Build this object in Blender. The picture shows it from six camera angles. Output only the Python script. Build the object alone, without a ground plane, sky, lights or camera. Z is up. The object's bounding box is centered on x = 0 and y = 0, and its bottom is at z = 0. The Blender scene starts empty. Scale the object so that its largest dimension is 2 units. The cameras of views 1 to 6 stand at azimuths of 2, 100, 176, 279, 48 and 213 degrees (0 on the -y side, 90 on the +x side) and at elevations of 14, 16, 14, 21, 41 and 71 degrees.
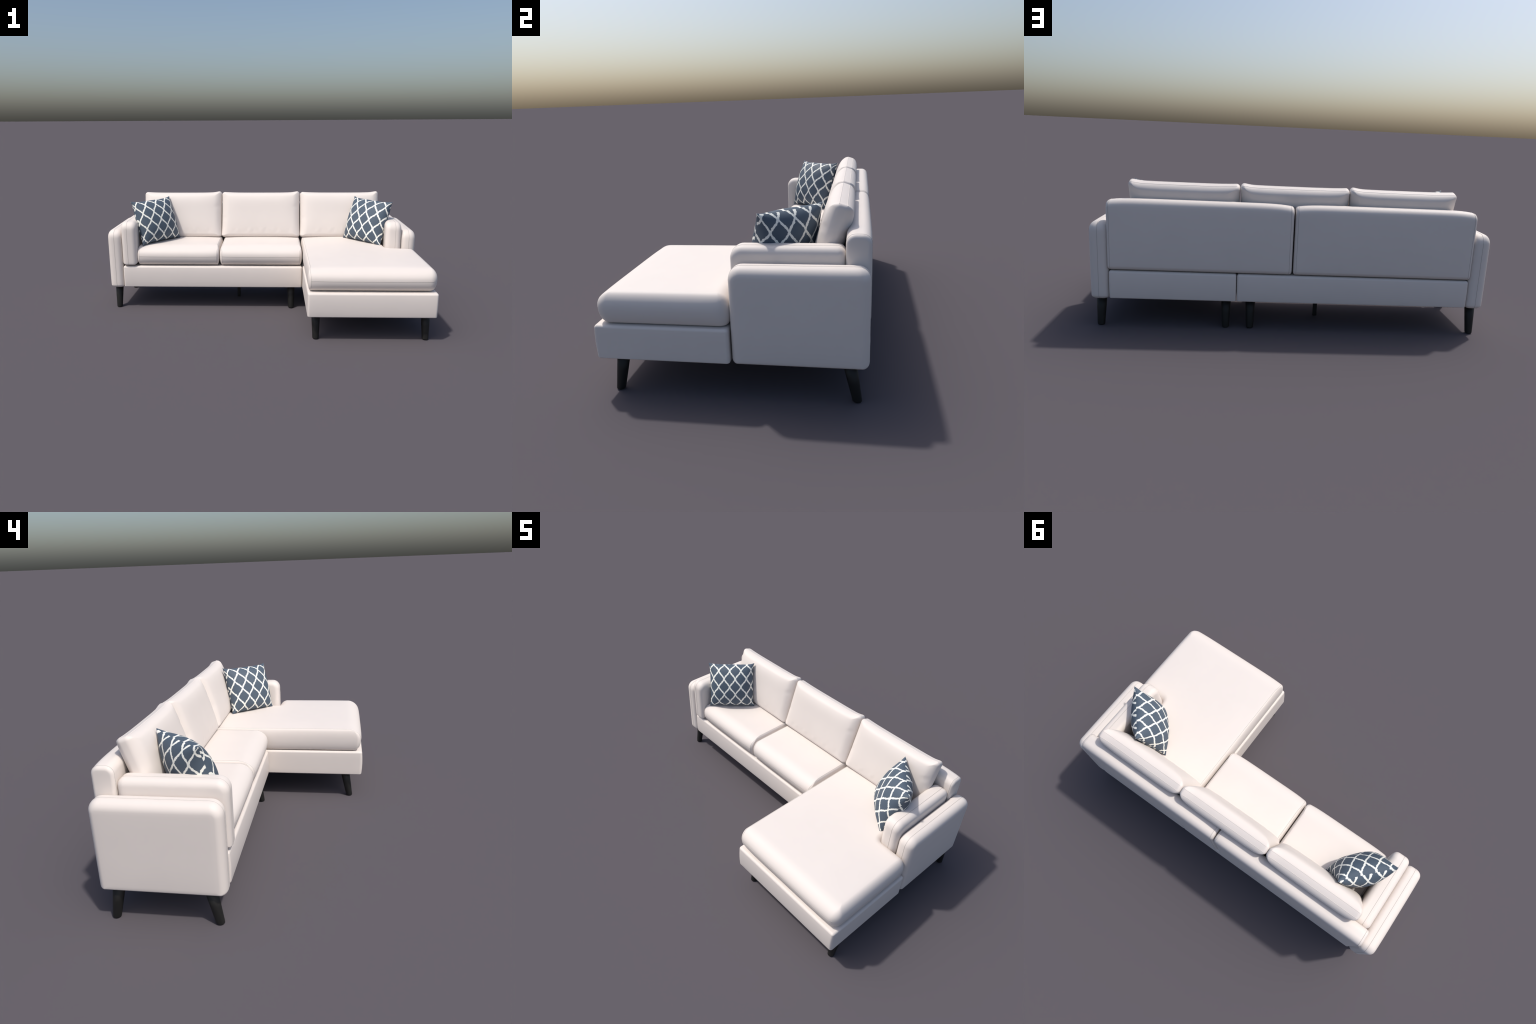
"""Light sectional sofa with chaise and two patterned throw pillows.

Every upholstered block is lofted from a rounded polygon (block()), legs are
tapered turned posts, seams are thin surface cords, most tinted dark as groove shadow.
"""
import bpy, bmesh, math
import numpy as np
from mathutils import Vector, Matrix
from mathutils.bvhtree import BVHTree

RNG = np.random.default_rng(7)

# ------------------------------------------------------------------ materials
def new_material(name):
    m = bpy.data.materials.new(name)
    m.use_nodes = True
    nt = m.node_tree
    return m, nt, nt.nodes["Principled BSDF"]

def math_node(nt, op, a, b=None, c=None):
    n = nt.nodes.new("ShaderNodeMath")
    n.operation = op
    for i, v in enumerate((a, b, c)):
        if v is None:
            continue
        if isinstance(v, (int, float)):
            n.inputs[i].default_value = v
        else:
            nt.links.new(v, n.inputs[i])
    return n.outputs[0]

def mix_color(nt, fac, a, b):
    n = nt.nodes.new("ShaderNodeMix")
    n.data_type = 'RGBA'
    for sock, v in ((n.inputs[0], fac), (n.inputs[6], a), (n.inputs[7], b)):
        if isinstance(v, (int, float)):
            sock.default_value = v
        elif isinstance(v, tuple):
            sock.default_value = (*v, 1)
        else:
            nt.links.new(v, sock)
    return n.outputs[2]

def noise(nt, vec, scale, detail=2.0):
    n = nt.nodes.new("ShaderNodeTexNoise")
    n.inputs["Scale"].default_value = scale
    n.inputs["Detail"].default_value = detail
    nt.links.new(vec, n.inputs["Vector"])
    return n.outputs[0]

def bump(nt, height, strength, distance):
    n = nt.nodes.new("ShaderNodeBump")
    n.inputs["Strength"].default_value = strength
    n.inputs["Distance"].default_value = distance
    nt.links.new(height, n.inputs["Height"])
    return n.outputs[0]

def upholstery_material():
    m, nt, p = new_material("cream_leather")
    co = nt.nodes.new("ShaderNodeTexCoord").outputs["Object"]
    tone = noise(nt, co, 9.0, 2.0)
    col = mix_color(nt, tone, (0.708, 0.650, 0.608), (0.734, 0.674, 0.630))
    nt.links.new(col, p.inputs["Base Color"])
    p.inputs["Roughness"].default_value = 0.58
    p.inputs["Specular IOR Level"].default_value = 0.38
    grain = noise(nt, co, 260.0, 3.0)
    nt.links.new(bump(nt, grain, 0.06, 0.001), p.inputs["Normal"])
    return m

def seam_shadow_material():
    m, nt, p = new_material("seam_shadow_tint")
    co = nt.nodes.new("ShaderNodeTexCoord").outputs["Object"]
    col = mix_color(nt, noise(nt, co, 300.0), (0.42, 0.385, 0.36), (0.50, 0.46, 0.43))  # upholstery cream darkened to draw the shade inside the seam grooves
    nt.links.new(col, p.inputs["Base Color"])
    p.inputs["Roughness"].default_value = 0.7
    return m

def leg_material():
    m, nt, p = new_material("black_stained_wood")
    co = nt.nodes.new("ShaderNodeTexCoord").outputs["Object"]
    w = nt.nodes.new("ShaderNodeMapping")
    w.inputs["Scale"].default_value = (60, 60, 4)
    nt.links.new(co, w.inputs["Vector"])
    col = mix_color(nt, noise(nt, w.outputs[0], 1.0, 3.0), (0.012, 0.012, 0.0115), (0.018, 0.018, 0.017))
    nt.links.new(col, p.inputs["Base Color"])
    p.inputs["Roughness"].default_value = 0.5
    p.inputs["Specular IOR Level"].default_value = 0.32
    return m

def lattice_material(period_u, period_v, off_u, off_v, half_width):
    """Blue cloth with a pale hand-drawn ogee lattice (two mirrored wavy line families)."""
    m, nt, p = new_material("blue_lattice_cloth")
    co = nt.nodes.new("ShaderNodeTexCoord").outputs["Object"]
    sep = nt.nodes.new("ShaderNodeSeparateXYZ")
    nt.links.new(co, sep.inputs[0])
    X, Y, Z = sep.outputs
    behind = math_node(nt, 'GREATER_THAN', Y, 0.0)
    # undo the pulled-in edges of the cover so the weave stays attached to it
    ax = math_node(nt, 'MULTIPLY', math_node(nt, 'ABSOLUTE', X), 1 / 0.153)
    az = math_node(nt, 'MULTIPLY', math_node(nt, 'ABSOLUTE', Z), 1 / 0.145)
    def along_cloth(c, a, b):
        """Length along the swollen cover instead of straight-line distance."""
        swell = math_node(nt, 'SUBTRACT', 1.0, math_node(nt, 'MINIMUM', math_node(nt, 'POWER', b, 8.0), 1.0))
        k = math_node(nt, 'MULTIPLY', math_node(nt, 'POWER', a, 9.0), swell)
        return math_node(nt, 'MULTIPLY', c, math_node(nt, 'MULTIPLY_ADD', k, 0.22, 1.0))
    X = along_cloth(X, ax, az)
    Z = along_cloth(Z, az, ax)
    q = math_node(nt, 'MULTIPLY_ADD', X, 1 / period_u, off_u)
    q = math_node(nt, 'MULTIPLY_ADD', behind, 0.37, q)
    pz = math_node(nt, 'MULTIPLY_ADD', Z, 1 / period_v, off_v)
    pz = math_node(nt, 'MULTIPLY_ADD', behind, 0.21, pz)
    # hand-drawn wobble
    wob = math_node(nt, 'SUBTRACT', noise(nt, co, 140.0, 2.0), 0.5)
    q = math_node(nt, 'MULTIPLY_ADD', wob, 0.12, q)
    ang = math_node(nt, 'MULTIPLY', pz, 2 * math.pi)
    cosv = math_node(nt, 'COSINE', ang)
    sinv = math_node(nt, 'SINE', ang)
    kink = math_node(nt, 'SINE', math_node(nt, 'MULTIPLY', ang, 6.0))
    straight = math_node(nt, 'MULTIPLY', math_node(nt, 'ARCSINE', cosv), 2 / math.pi)
    f = math_node(nt, 'MULTIPLY_ADD', straight, 0.38, math_node(nt, 'MULTIPLY', cosv, 0.62))
    f = math_node(nt, 'MULTIPLY_ADD', math_node(nt, 'MULTIPLY', kink, sinv), 0.04, f)
    f4 = math_node(nt, 'MULTIPLY', f, 0.235)
    slope = math_node(nt, 'MULTIPLY', sinv, 0.235 * 2 * math.pi * period_u / period_v)
    norm = math_node(nt, 'SQRT', math_node(nt, 'MULTIPLY_ADD', slope, slope, 1.0))
    def line(d):
        d = math_node(nt, 'ABSOLUTE', math_node(nt, 'WRAP', d, 0.5, -0.5))
        d = math_node(nt, 'MULTIPLY', d, period_u)
        return math_node(nt, 'DIVIDE', d, norm)
    dA = line(math_node(nt, 'SUBTRACT', q, f4))
    dB = line(math_node(nt, 'SUBTRACT', math_node(nt, 'ADD', q, f4), 0.5))
    d = math_node(nt, 'MINIMUM', dA, dB)
    mr = nt.nodes.new("ShaderNodeMapRange")
    mr.inputs["From Min"].default_value = half_width - 0.0005
    mr.inputs["From Max"].default_value = half_width + 0.0005
    mr.inputs["To Min"].default_value = 1.0
    mr.inputs["To Max"].default_value = 0.0
    nt.links.new(d, mr.inputs["Value"])
    tone = noise(nt, co, 30.0)
    blue = mix_color(nt, tone, (0.066, 0.094, 0.128), (0.078, 0.107, 0.143))
    col = mix_color(nt, mr.outputs[0], blue, (0.85, 0.855, 0.79))
    nt.links.new(col, p.inputs["Base Color"])
    p.inputs["Roughness"].default_value = 0.65
    p.inputs["Specular IOR Level"].default_value = 0.35
    nt.links.new(bump(nt, noise(nt, co, 700.0), 0.12, 0.0008), p.inputs["Normal"])
    return m

CREAM = upholstery_material()
SEAM_SHADOW = seam_shadow_material()
BLACK = leg_material()

# ------------------------------------------------------------------ geometry helpers
def mesh_object(name, verts, faces, mat, parent=None, smooth=True):
    me = bpy.data.meshes.new(name)
    me.from_pydata([tuple(v) for v in verts], [], faces)
    me.validate()
    bm = bmesh.new(); bm.from_mesh(me)
    bmesh.ops.recalc_face_normals(bm, faces=bm.faces)
    bm.to_mesh(me); bm.free()
    me.polygons.foreach_set("use_smooth", [smooth] * len(me.polygons))
    me.materials.append(mat)
    ob = bpy.data.objects.new(name, me)
    bpy.context.collection.objects.link(ob)
    if parent is not None:
        ob.parent = parent
    return ob

def offset_ring(corners, radii, insets, seg_len, arc_n=8):
    """Rounded polygon whose edge i is moved inwards by insets[i]."""
    C = np.array(corners, float); n = len(C)
    nxt = np.roll(C, -1, axis=0)
    d = nxt - C
    L = np.linalg.norm(d, axis=1)
    d /= L[:, None]
    nin = np.stack([-d[:, 1], d[:, 0]], 1)            # inward for CCW
    P = []
    for i in range(n):                                 # corner i between edge i-1 and i
        a, b = i - 1, i
        A = np.array([nin[a], nin[b]])
        rhs = np.array([nin[a] @ C[i] + insets[a], nin[b] @ C[i] + insets[b]])
        P.append(np.linalg.solve(A, rhs))
    P = np.array(P)
    arcs = []
    for i in range(n):
        a, b = i - 1, i
        cr = d[a][0] * d[b][1] - d[a][1] * d[b][0]
        mean = 0.5 * (insets[a] + insets[b])
        r = max(radii[i] - mean, 0.0015) if cr > 0 else radii[i] + mean
        ctr = P[i] + (nin[a] + nin[b]) * r * (1 if cr > 0 else -1)
        s = -1 if cr > 0 else 1
        a0 = math.atan2(*(s * nin[a])[::-1]); a1 = math.atan2(*(s * nin[b])[::-1])
        while cr > 0 and a1 < a0: a1 += 2 * math.pi
        while cr < 0 and a1 > a0: a1 -= 2 * math.pi
        arcs.append([ctr + r * np.array([math.cos(t), math.sin(t)])
                     for t in np.linspace(a0, a1, arc_n + 1)])
    out = []
    for i in range(n):
        out += arcs[i]
        p0, p1 = arcs[i][-1], arcs[(i + 1) % n][0]
        k = max(2, int(round(L[i] / seg_len)))
        for t in np.linspace(0, 1, k + 1)[1:-1]:
            out.append(p0 + (p1 - p0) * t)
    return np.array(out)

def as_list(v, n):
    return [v] * n if isinstance(v, (int, float)) else list(v)

def block(name, corners, radii, low, high, fil_low, fil_high, to_xyz, parent,
          rise_low=None, rise_high=None, power=2.0, seg=0.025, cap_rings=14,
          centre=None, deform=None, mat=None):
    """Upholstered block: rounded polygon (a, b) lofted over h from low to high,
    both end edges rounded (fil_*: inset per edge, rise_*: fillet height)."""
    n = len(corners)
    radii = as_list(radii, n); fl = np.array(as_list(fil_low, n)); fh = np.array(as_list(fil_high, n))
    rl = rise_low if rise_low is not None else float(fl.max())
    rh = rise_high if rise_high is not None else float(fh.max())
    m = 9
    lows = [(low + rl * (1 - max(math.cos(t), 0) ** (2 / power)), fl * (1 - math.sin(t) ** (2 / power)))
            for t in np.linspace(0, math.pi / 2, m)]
    highs = [(high - rh * (1 - max(math.cos(t), 0) ** (2 / power)), fh * (1 - math.sin(t) ** (2 / power)))
             for t in np.linspace(math.pi / 2, 0, m)]
    a, b = low + rl, high - rh
    k = max(2, int(round((b - a) / seg)))
    mids = [(h, np.zeros(n)) for h in np.linspace(a, b, k + 1)[1:-1]]
    levels = lows + mids + highs
    c = np.array(centre if centre is not None else np.mean(np.array(corners, float), axis=0))
    rings = []
    base = offset_ring(corners, radii, levels[0][1], seg)
    ts = (np.arange(1, cap_rings) / cap_rings)
    for t in ts:
        rings.append(np.column_stack([c + (base - c) * t, np.full(len(base), levels[0][0])]))
    for h, ins in levels:
        r = offset_ring(corners, radii, ins, seg)
        rings.append(np.column_stack([r, np.full(len(r), h)]))
    top = offset_ring(corners, radii, levels[-1][1], seg)
    for t in ts[::-1]:
        rings.append(np.column_stack([c + (top - c) * t, np.full(len(top), levels[-1][0])]))
    N = len(base); R = len(rings)
    V = np.vstack(rings + [np.array([[c[0], c[1], low], [c[0], c[1], high]])])
    if deform is not None:
        V = deform(V)
    V = np.array([to_xyz(*v) for v in V])
    F = []
    for i in range(R - 1):
        for j in range(N):
            j2 = (j + 1) % N
            F.append((i * N + j, i * N + j2, (i + 1) * N + j2, (i + 1) * N + j))
    lo, hi = R * N, R * N + 1
    for j in range(N):
        j2 = (j + 1) % N
        F.append((lo, j2, j))
        F.append((hi, (R - 1) * N + j, (R - 1) * N + j2))
    return mesh_object(name, V, F, mat or CREAM, parent)

def rect(a0, a1, b0, b1):
    return [(a0, b0), (a1, b0), (a1, b1), (a0, b1)]

def cord(owner, guide, radius=0.0010, closed=False, sink=0.15, steps=140, name="seam", mat=None):
    """Stitched seam: a thin cord laid along the guide line, snapped to the owner's surface."""
    bm = bmesh.new(); bm.from_mesh(owner.data)
    tree = BVHTree.FromBMesh(bm); bm.free()
    G = np.array(guide, float)
    if closed:
        G = np.vstack([G, G[:1]])
    L = np.r_[0, np.cumsum(np.linalg.norm(np.diff(G, axis=0), axis=1))]
    s = np.linspace(0, L[-1], steps)
    path = np.column_stack([np.interp(s, L, G[:, k]) for k in range(3)])
    pts, nrm = [], []
    for p in path:
        co, no, _, _ = tree.find_nearest(Vector(p))
        if pts and (co - pts[-1]).length < 0.0015:
            continue
        pts.append(co - no * radius * sink); nrm.append(no)
    if closed:
        pts = pts[:-1]; nrm = nrm[:-1]
    n = len(pts); k = 6
    V, F = [], []
    for i in range(n):
        a = pts[(i - 1) % n] if closed or i > 0 else pts[i]
        b = pts[(i + 1) % n] if closed or i < n - 1 else pts[i]
        t = (b - a).normalized(); no = nrm[i]; bi = t.cross(no).normalized()
        for j in range(k):
            an = 2 * math.pi * j / k
            V.append(pts[i] + radius * (math.cos(an) * no + math.sin(an) * bi))
    for i in range(n if closed else n - 1):
        for j in range(k):
            i2 = (i + 1) % n
            F.append((i * k + j, i * k + (j + 1) % k, i2 * k + (j + 1) % k, i2 * k + j))
    if not closed:
        F.append(tuple(range(k))); F.append(tuple((n - 1) * k + j for j in range(k)))
    return mesh_object(name, V, F, mat or SEAM_SHADOW, owner)

def empty(name, loc=(0, 0, 0)):
    e = bpy.data.objects.new(name, None)
    e.empty_display_size = 0.2
    e.location = loc
    bpy.context.collection.objects.link(e)
    return e

def sstep(x, a, b):
    t = np.clip((x - a) / (b - a), 0, 1)
    return t * t * (3 - 2 * t)

# ------------------------------------------------------------------ sofa
sofa = empty("sectional_sofa")
sofa["label"] = "cream leather sectional sofa with right chaise and black tapered legs"
sofa["category"] = "sofa"

# --- bases (plan polygon lofted in z)
plan = lambda a, b, h: (a, b, h)
BASE_Z0, BASE_Z1 = 0.150, 0.292
def base_bulge(x0, x1, y0, y1):
    """Padding swells the vertical faces a few millimetres at half height."""
    def f(V):
        V = V.copy()
        k = 0.004 * (1 - ((V[:, 2] - 0.221) / 0.071) ** 2)
        V[:, 1] += k * (sstep(V[:, 1], y1 - 0.02, y1) - sstep(-V[:, 1], -y0 - 0.02, -y0))
        return V
    return f

block("base_frame", rect(-0.904, 0.2745, 0.013, 0.529), 0.012, BASE_Z0, BASE_Z1,
      0.006, 0.012, plan, sofa, seg=0.03, cap_rings=4, deform=base_bulge(-0.904, 0.2745, 0.013, 0.529))
chaise_plan = [(0.2775, -0.533), (0.999, -0.533), (0.999, 0.006), (0.904, 0.006), (0.904, 0.529), (0.2775, 0.529)]
block("base_frame", chaise_plan, [0.014, 0.014, 0.014, 0.004, 0.012, 0.012], BASE_Z0, BASE_Z1,
      0.006, 0.012, plan, sofa, seg=0.03, cap_rings=4, centre=(0.55, -0.2),
      deform=base_bulge(0.2775, 0.999, -0.533, 0.529))

# --- arms and inner arm pads (side profile lofted in x, mirrored)
def arm_bulge(V):
    V = V.copy()
    u = (V[:, 0] - 0.27) / 0.26; v = (V[:, 1] - 0.35) / 0.20
    g = np.clip(1 - u ** 4, 0, 1) * np.clip(1 - v ** 4, 0, 1)
    V[:, 2] += np.where(V[:, 2] > 0.95, 0.004 * g, 0)
    return V

for side in (-1, 1):
    out = lambda a, b, h, s=side: (s * h, a, b)
    arm = block("arm", rect(0.010, 0.530, 0.144, 0.533), [0.022, 0.022, 0.046, 0.052],
                0.906, 0.996, [0.012, 0.028, 0.030, 0.028], [0.014, 0.030, 0.038, 0.030], out, sofa, deform=arm_bulge)
    x = side * 0.953
    cord(arm, [(x, 0.10, 0.13), (x, 0.0, 0.14), (x, 0.0, 0.52), (x, 0.05, 0.55), (x, 0.5, 0.55),
               (x, 0.545, 0.53), (x, 0.545, 0.14), (x, 0.45, 0.13)], steps=420)
    pad = block("arm_pad", rect(0.002, 0.441, 0.300, 0.586), [0.014, 0.014, 0.032, 0.048],
                0.806, 0.9045, 0.030, 0.030, out, sofa)
    x = side * 0.865
    cord(pad, [(x, -0.01, 0.29), (x, -0.01, 0.59), (x, 0.04, 0.61), (x, 0.42, 0.61), (x, 0.45, 0.58), (x, 0.45, 0.45)], steps=340)

# --- backrests
def back_shape(sgn):
    def f(V):
        V = V.copy()
        u = (V[:, 2] - 0.455) / 0.455                     # along x
        w = (V[:, 1] - 0.297) / 0.35
        rear = sstep(V[:, 0], 0.47, 0.535)
        V[:, 0] += rear * 0.005 * np.clip(1 - u ** 6, 0, 1) * np.clip(4 * w * (1 - w), 0, 1)
        V[:, 1] -= 0.012 * np.abs(u) ** 8 * sstep(w, 0.5, 1.0)
        return V
    return f

for side in (-1, 1):
    out = lambda a, b, h, s=side: (s * h, a, b)
    back = block("backrest", rect(0.440, 0.533, 0.297, 0.647), [0.018, 0.022, 0.034, 0.034],
                 0.0035, 0.909, 0.014, 0.014, out, sofa, deform=back_shape(side))
    for xs in (0.016, 0.897):
        x = side * xs
        cord(back, [(x, 0.43, 0.45), (x, 0.43, 0.64), (x, 0.45, 0.66), (x, 0.52, 0.66),
                    (x, 0.545, 0.63), (x, 0.545, 0.29)], steps=260)

# --- seat cushions
Z_SEAT0, Z_SEAT1 = 0.297, 0.422
def seat_shape(x0, x1, y0, y1, dome, side_swell=0.0):
    def f(V):
        V = V.copy()
        u = np.clip((2 * V[:, 0] - x0 - x1) / (x1 - x0), -1, 1)
        v = np.clip((2 * V[:, 1] - y0 - y1) / (y1 - y0), -1, 1)
        g = (1 - np.abs(u) ** 3) * (1 - np.abs(v) ** 4)
        top = sstep(V[:, 2], 0.34, Z_SEAT1)
        V[:, 2] += dome * g * top
        front = sstep(-v, 0.75, 1.0) * np.clip(1 - ((V[:, 2] - 0.36) / 0.075) ** 2, 0, 1)
        V[:, 1] -= 0.008 * front * (1 - np.abs(u) ** 6)
        if side_swell:
            V[:, 0] += side_swell * sstep(u, 0.8, 1.0) * (V[:, 1] < 0.1) * np.clip(1 - ((V[:, 2] - 0.36) / 0.065) ** 2, 0, 1) * (1 - np.clip(np.abs((V[:, 1] + 0.262) / 0.264), 0, 1) ** 6)
        return V
    return f

def seat_seams(ob, x0, x1, y0, left, right):
    zf = 0.359
    a = x0 + 0.012 if left else x0 + 0.03
    b = x1 - 0.012 if right else x1 - 0.004
    cord(ob, [(a, y0 - 0.03, zf), (b, y0 - 0.03, zf)], steps=200)
    for on, x in ((left, x0 + 0.011), (right, x1 - 0.011)):
        if on:
            cord(ob, [(x, y0 - 0.02, 0.300), (x, y0 - 0.02, 0.40), (x, y0 + 0.01, 0.44),
                      (x, y0 + 0.06, 0.46), (x, 0.34, 0.46)], steps=300)

for x0, x1 in ((-0.8095, -0.2685), (-0.2645, 0.2735)):
    c = block("seat_cushion", rect(x0, x1, 0.014, 0.41), [0.020, 0.020, 0.02, 0.02], Z_SEAT0, Z_SEAT1,
              [0.036, 0.016, 0.02, 0.016], [0.075, 0.016, 0.02, 0.016], plan, sofa,
              rise_low=0.058, rise_high=0.060, deform=seat_shape(x0, x1, 0.014, 0.55, 0.006), seg=0.02)
    seat_seams(c, x0, x1, 0.014, True, True)

cx0, cx1 = 0.2785, 0.993
ch = [(cx0, -0.522), (cx1, -0.522), (cx1, 0.014), (0.816, 0.014), (0.816, 0.41), (cx0, 0.41)]
def chaise_shape(V):
    W = seat_shape(cx0, cx1, -0.522, 0.60, 0.010, 0.005)(V)
    return W
c = block("chaise_cushion", ch, [0.022, 0.046, 0.045, 0.012, 0.02, 0.02], Z_SEAT0, Z_SEAT1,
          [0.036, 0.020, 0.02, 0.02, 0.02, 0.016], [0.075, 0.038, 0.055, 0.036, 0.02, 0.016], plan, sofa,
          rise_low=0.058, rise_high=0.060, deform=chaise_shape, seg=0.02, cap_rings=26, centre=(0.56, -0.2))
seat_seams(c, cx0, cx1, -0.522, True, False)

# --- back cushions
LEAN = math.atan(0.33)
def back_cushion(xc, half_w, flip):
    hh = 0.153                    # half height along the lean
    hd = 0.041                    # half depth of the boxed border
    yc, zc = 0.381, 0.580
    ca, sa = math.cos(LEAN), math.sin(LEAN)
    def shape(V):
        V = V.copy()
        u = V[:, 0] / half_w; v = V[:, 1] / hh; h = V[:, 2]
        g = np.clip(1 - np.abs(u) ** 5, 0, 1) * np.clip(1 - np.abs(v) ** 4, 0, 1) * (1 + 0.30 * v)
        V[:, 2] += np.where(h > 0, 0.020, 0.015) * g * np.clip(np.abs(h) / hd, 0, 1) * np.sign(h)
        # edges pulled in, corners left as ears
        V[:, 1] -= 0.006 * (1 - np.abs(u) ** 4) * sstep(v, 0.3, 1.0)
        V[:, 1] += 0.006 * sstep(u * flip, 0.75, 1.0) * sstep(v, 0.6, 1.0)
        V[:, 0] -= np.sign(u) * 0.003 * (1 - np.clip(np.abs(v), 0, 1) ** 4) * sstep(np.abs(u), 0.7, 1.0)
        # gathers along the lower front edge
        low = np.exp(-((v + 0.80) / 0.09) ** 2) * (h > 0)
        V[:, 2] += 0.0015 * low * g ** 0.5 * (np.sin(u * 23 + 1.3) + np.sin(u * 41 + xc * 9))
        # one pinched fold near each end
        for su, sv in ((-0.93, -0.25), (0.9, 0.3)):
            d = (v - sv) - 0.6 * (u - su)
            V[:, 2] -= 0.004 * np.exp(-(d / 0.05) ** 2) * np.exp(-((u - su) / 0.08) ** 2) * np.sign(h) * (np.abs(h) > 0.02)
        return V
    def place(a, b, h):           # h > 0 faces the sitter (-y)
        return (xc + a, yc + b * sa - h * ca, zc + b * ca + h * sa)
    ob = block("back_cushion", rect(-half_w, half_w, -hh - 0.014, hh), [0.02, 0.02, 0.022, 0.022], -hd, hd,
               [0.022, 0.060, 0.024, 0.060], [0.022, 0.048, 0.032, 0.048], place, sofa, deform=shape, seg=0.016, cap_rings=22, rise_low=0.032, rise_high=0.030)
    for hs in (-hd * 0.45, hd * 0.45):
        line = []
        for a in np.linspace(-half_w * 0.97, half_w * 0.97, 30):
            line.append(place(a, hh + 0.01, hs))
        cord(ob, line, radius=0.0014, sink=0.35, steps=180, name="piping", mat=CREAM)
    return ob

for xc in (-0.551, -0.003, 0.546):
    back_cushion(xc, 0.2745, 1)

# --- legs
def leg(bottom, top, r0=0.0185, r1=0.0265, name="leg"):
    n = 32
    b, t = np.array(bottom), np.array(top)
    V, F = [], []
    prof = [(0.0, r0 - 0.0025), (0.015, r0 - 0.0005), (0.03, r0), (0.5, 0.5 * (r0 + r1)), (1.0, r1)]
    for f, r in prof:
        c = b + (t - b) * f
        for j in range(n):
            a = 2 * math.pi * j / n
            V.append((c[0] + r * math.cos(a), c[1] + r * math.sin(a), c[2]))
    for i in range(len(prof) - 1):
        for j in range(n):
            F.append((i * n + j, i * n + (j + 1) % n, (i + 1) * n + (j + 1) % n, (i + 1) * n + j))
    F.append(tuple(range(n))[::-1]); F.append(tuple((len(prof) - 1) * n + j for j in range(n)))
    return mesh_object(name, V, F, BLACK, sofa)

for x, y, splay in ((-0.955, 0.052, 1), (0.205, 0.050, 1), (0.331, -0.468, 1), (0.958, -0.468, 1),
                    (-0.955, 0.487, -1), (0.2045, 0.485, -1), (0.329, 0.485, -1), (0.957, 0.487, -1)):
    leg((x, y, 0.0), (x, y + 0.030 * splay, 0.156))
post = block("support_post", rect(-0.168, -0.146, 0.268, 0.290), 0.003, 0.0, 0.156, 0.002, 0.002,
             plan, sofa, mat=BLACK, cap_rings=2)

# ------------------------------------------------------------------ throw pillows
def throw_pillow(corner_tl, corner_tr, corner_bl, off_u, off_v, front_t, back_t, mat):
    tl, tr, bl = (np.array(c) for c in (corner_tl, corner_tr, corner_bl))
    ex, ez = tr - tl, tl - bl
    W, H = np.linalg.norm(ex) / 2 * 1.035, np.linalg.norm(ez) / 2 * 1.035
    ex = ex / np.linalg.norm(ex)
    ez = ez - ex * (ez @ ex); ez /= np.linalg.norm(ez)
    ey = np.cross(ez, ex)
    ctr = (tr + bl) / 2
    n = 72
    g = np.sin(np.linspace(-1, 1, n + 1) * math.pi / 2)
    V, idx, F = [], {}, []
    for s in (-1, 1):
        for i, u in enumerate(g):
            for j, v in enumerate(g):
                rim = i in (0, n) or j in (0, n)
                if rim and (i, j, -1) in idx:
                    idx[i, j, s] = idx[i, j, -1]; continue
                x = W * u * (1 - 0.10 * (1 - abs(v) ** 6) * u * u)
                z = H * v * (1 - 0.11 * (1 - abs(u) ** 6) * v * v)
                blunt = 1 - 0.035 * abs(u * v) ** 10          # soft, not needle-sharp corners
                x *= blunt; z *= blunt
                t = ((1 - u * u) * (1 - v * v))
                sag = 1 + 0.10 * (1 - v) * 0.5                # stuffing settles downwards
                th = (front_t if s < 0 else back_t) * sag * (t ** 0.52)
                th *= 1 + 0.05 * math.sin(5 * u + 2 * v + s) * t
                idx[i, j, s] = len(V)
                V.append((x, s * th, z))
        for i in range(n):
            for j in range(n):
                q = (idx[i, j, s], idx[i + 1, j, s], idx[i + 1, j + 1, s], idx[i, j + 1, s])
                F.append(q if s < 0 else q[::-1])
    ob = mesh_object("throw_pillow", V, F, mat)
    M = Matrix.Identity(4)
    for r in range(3):
        M[r][0], M[r][1], M[r][2], M[r][3] = ex[r], ey[r], ez[r], ctr[r]
    ob.matrix_world = M
    ob["label"] = "square blue throw pillow with white ogee lattice pattern"
    ob["category"] = "pillow"
    return ob

LATTICE = lattice_material(0.0757, 0.106, 0.354, 0.0, 0.0044)
throw_pillow((-0.858, 0.112, 0.706), (-0.646, 0.345, 0.711), (-0.773, 0.052, 0.420), 0, 0, 0.076, 0.082, LATTICE)
throw_pillow((0.646, 0.345, 0.711), (0.858, 0.108, 0.706), (0.567, 0.276, 0.427), 0, 0, 0.076, 0.082, LATTICE)
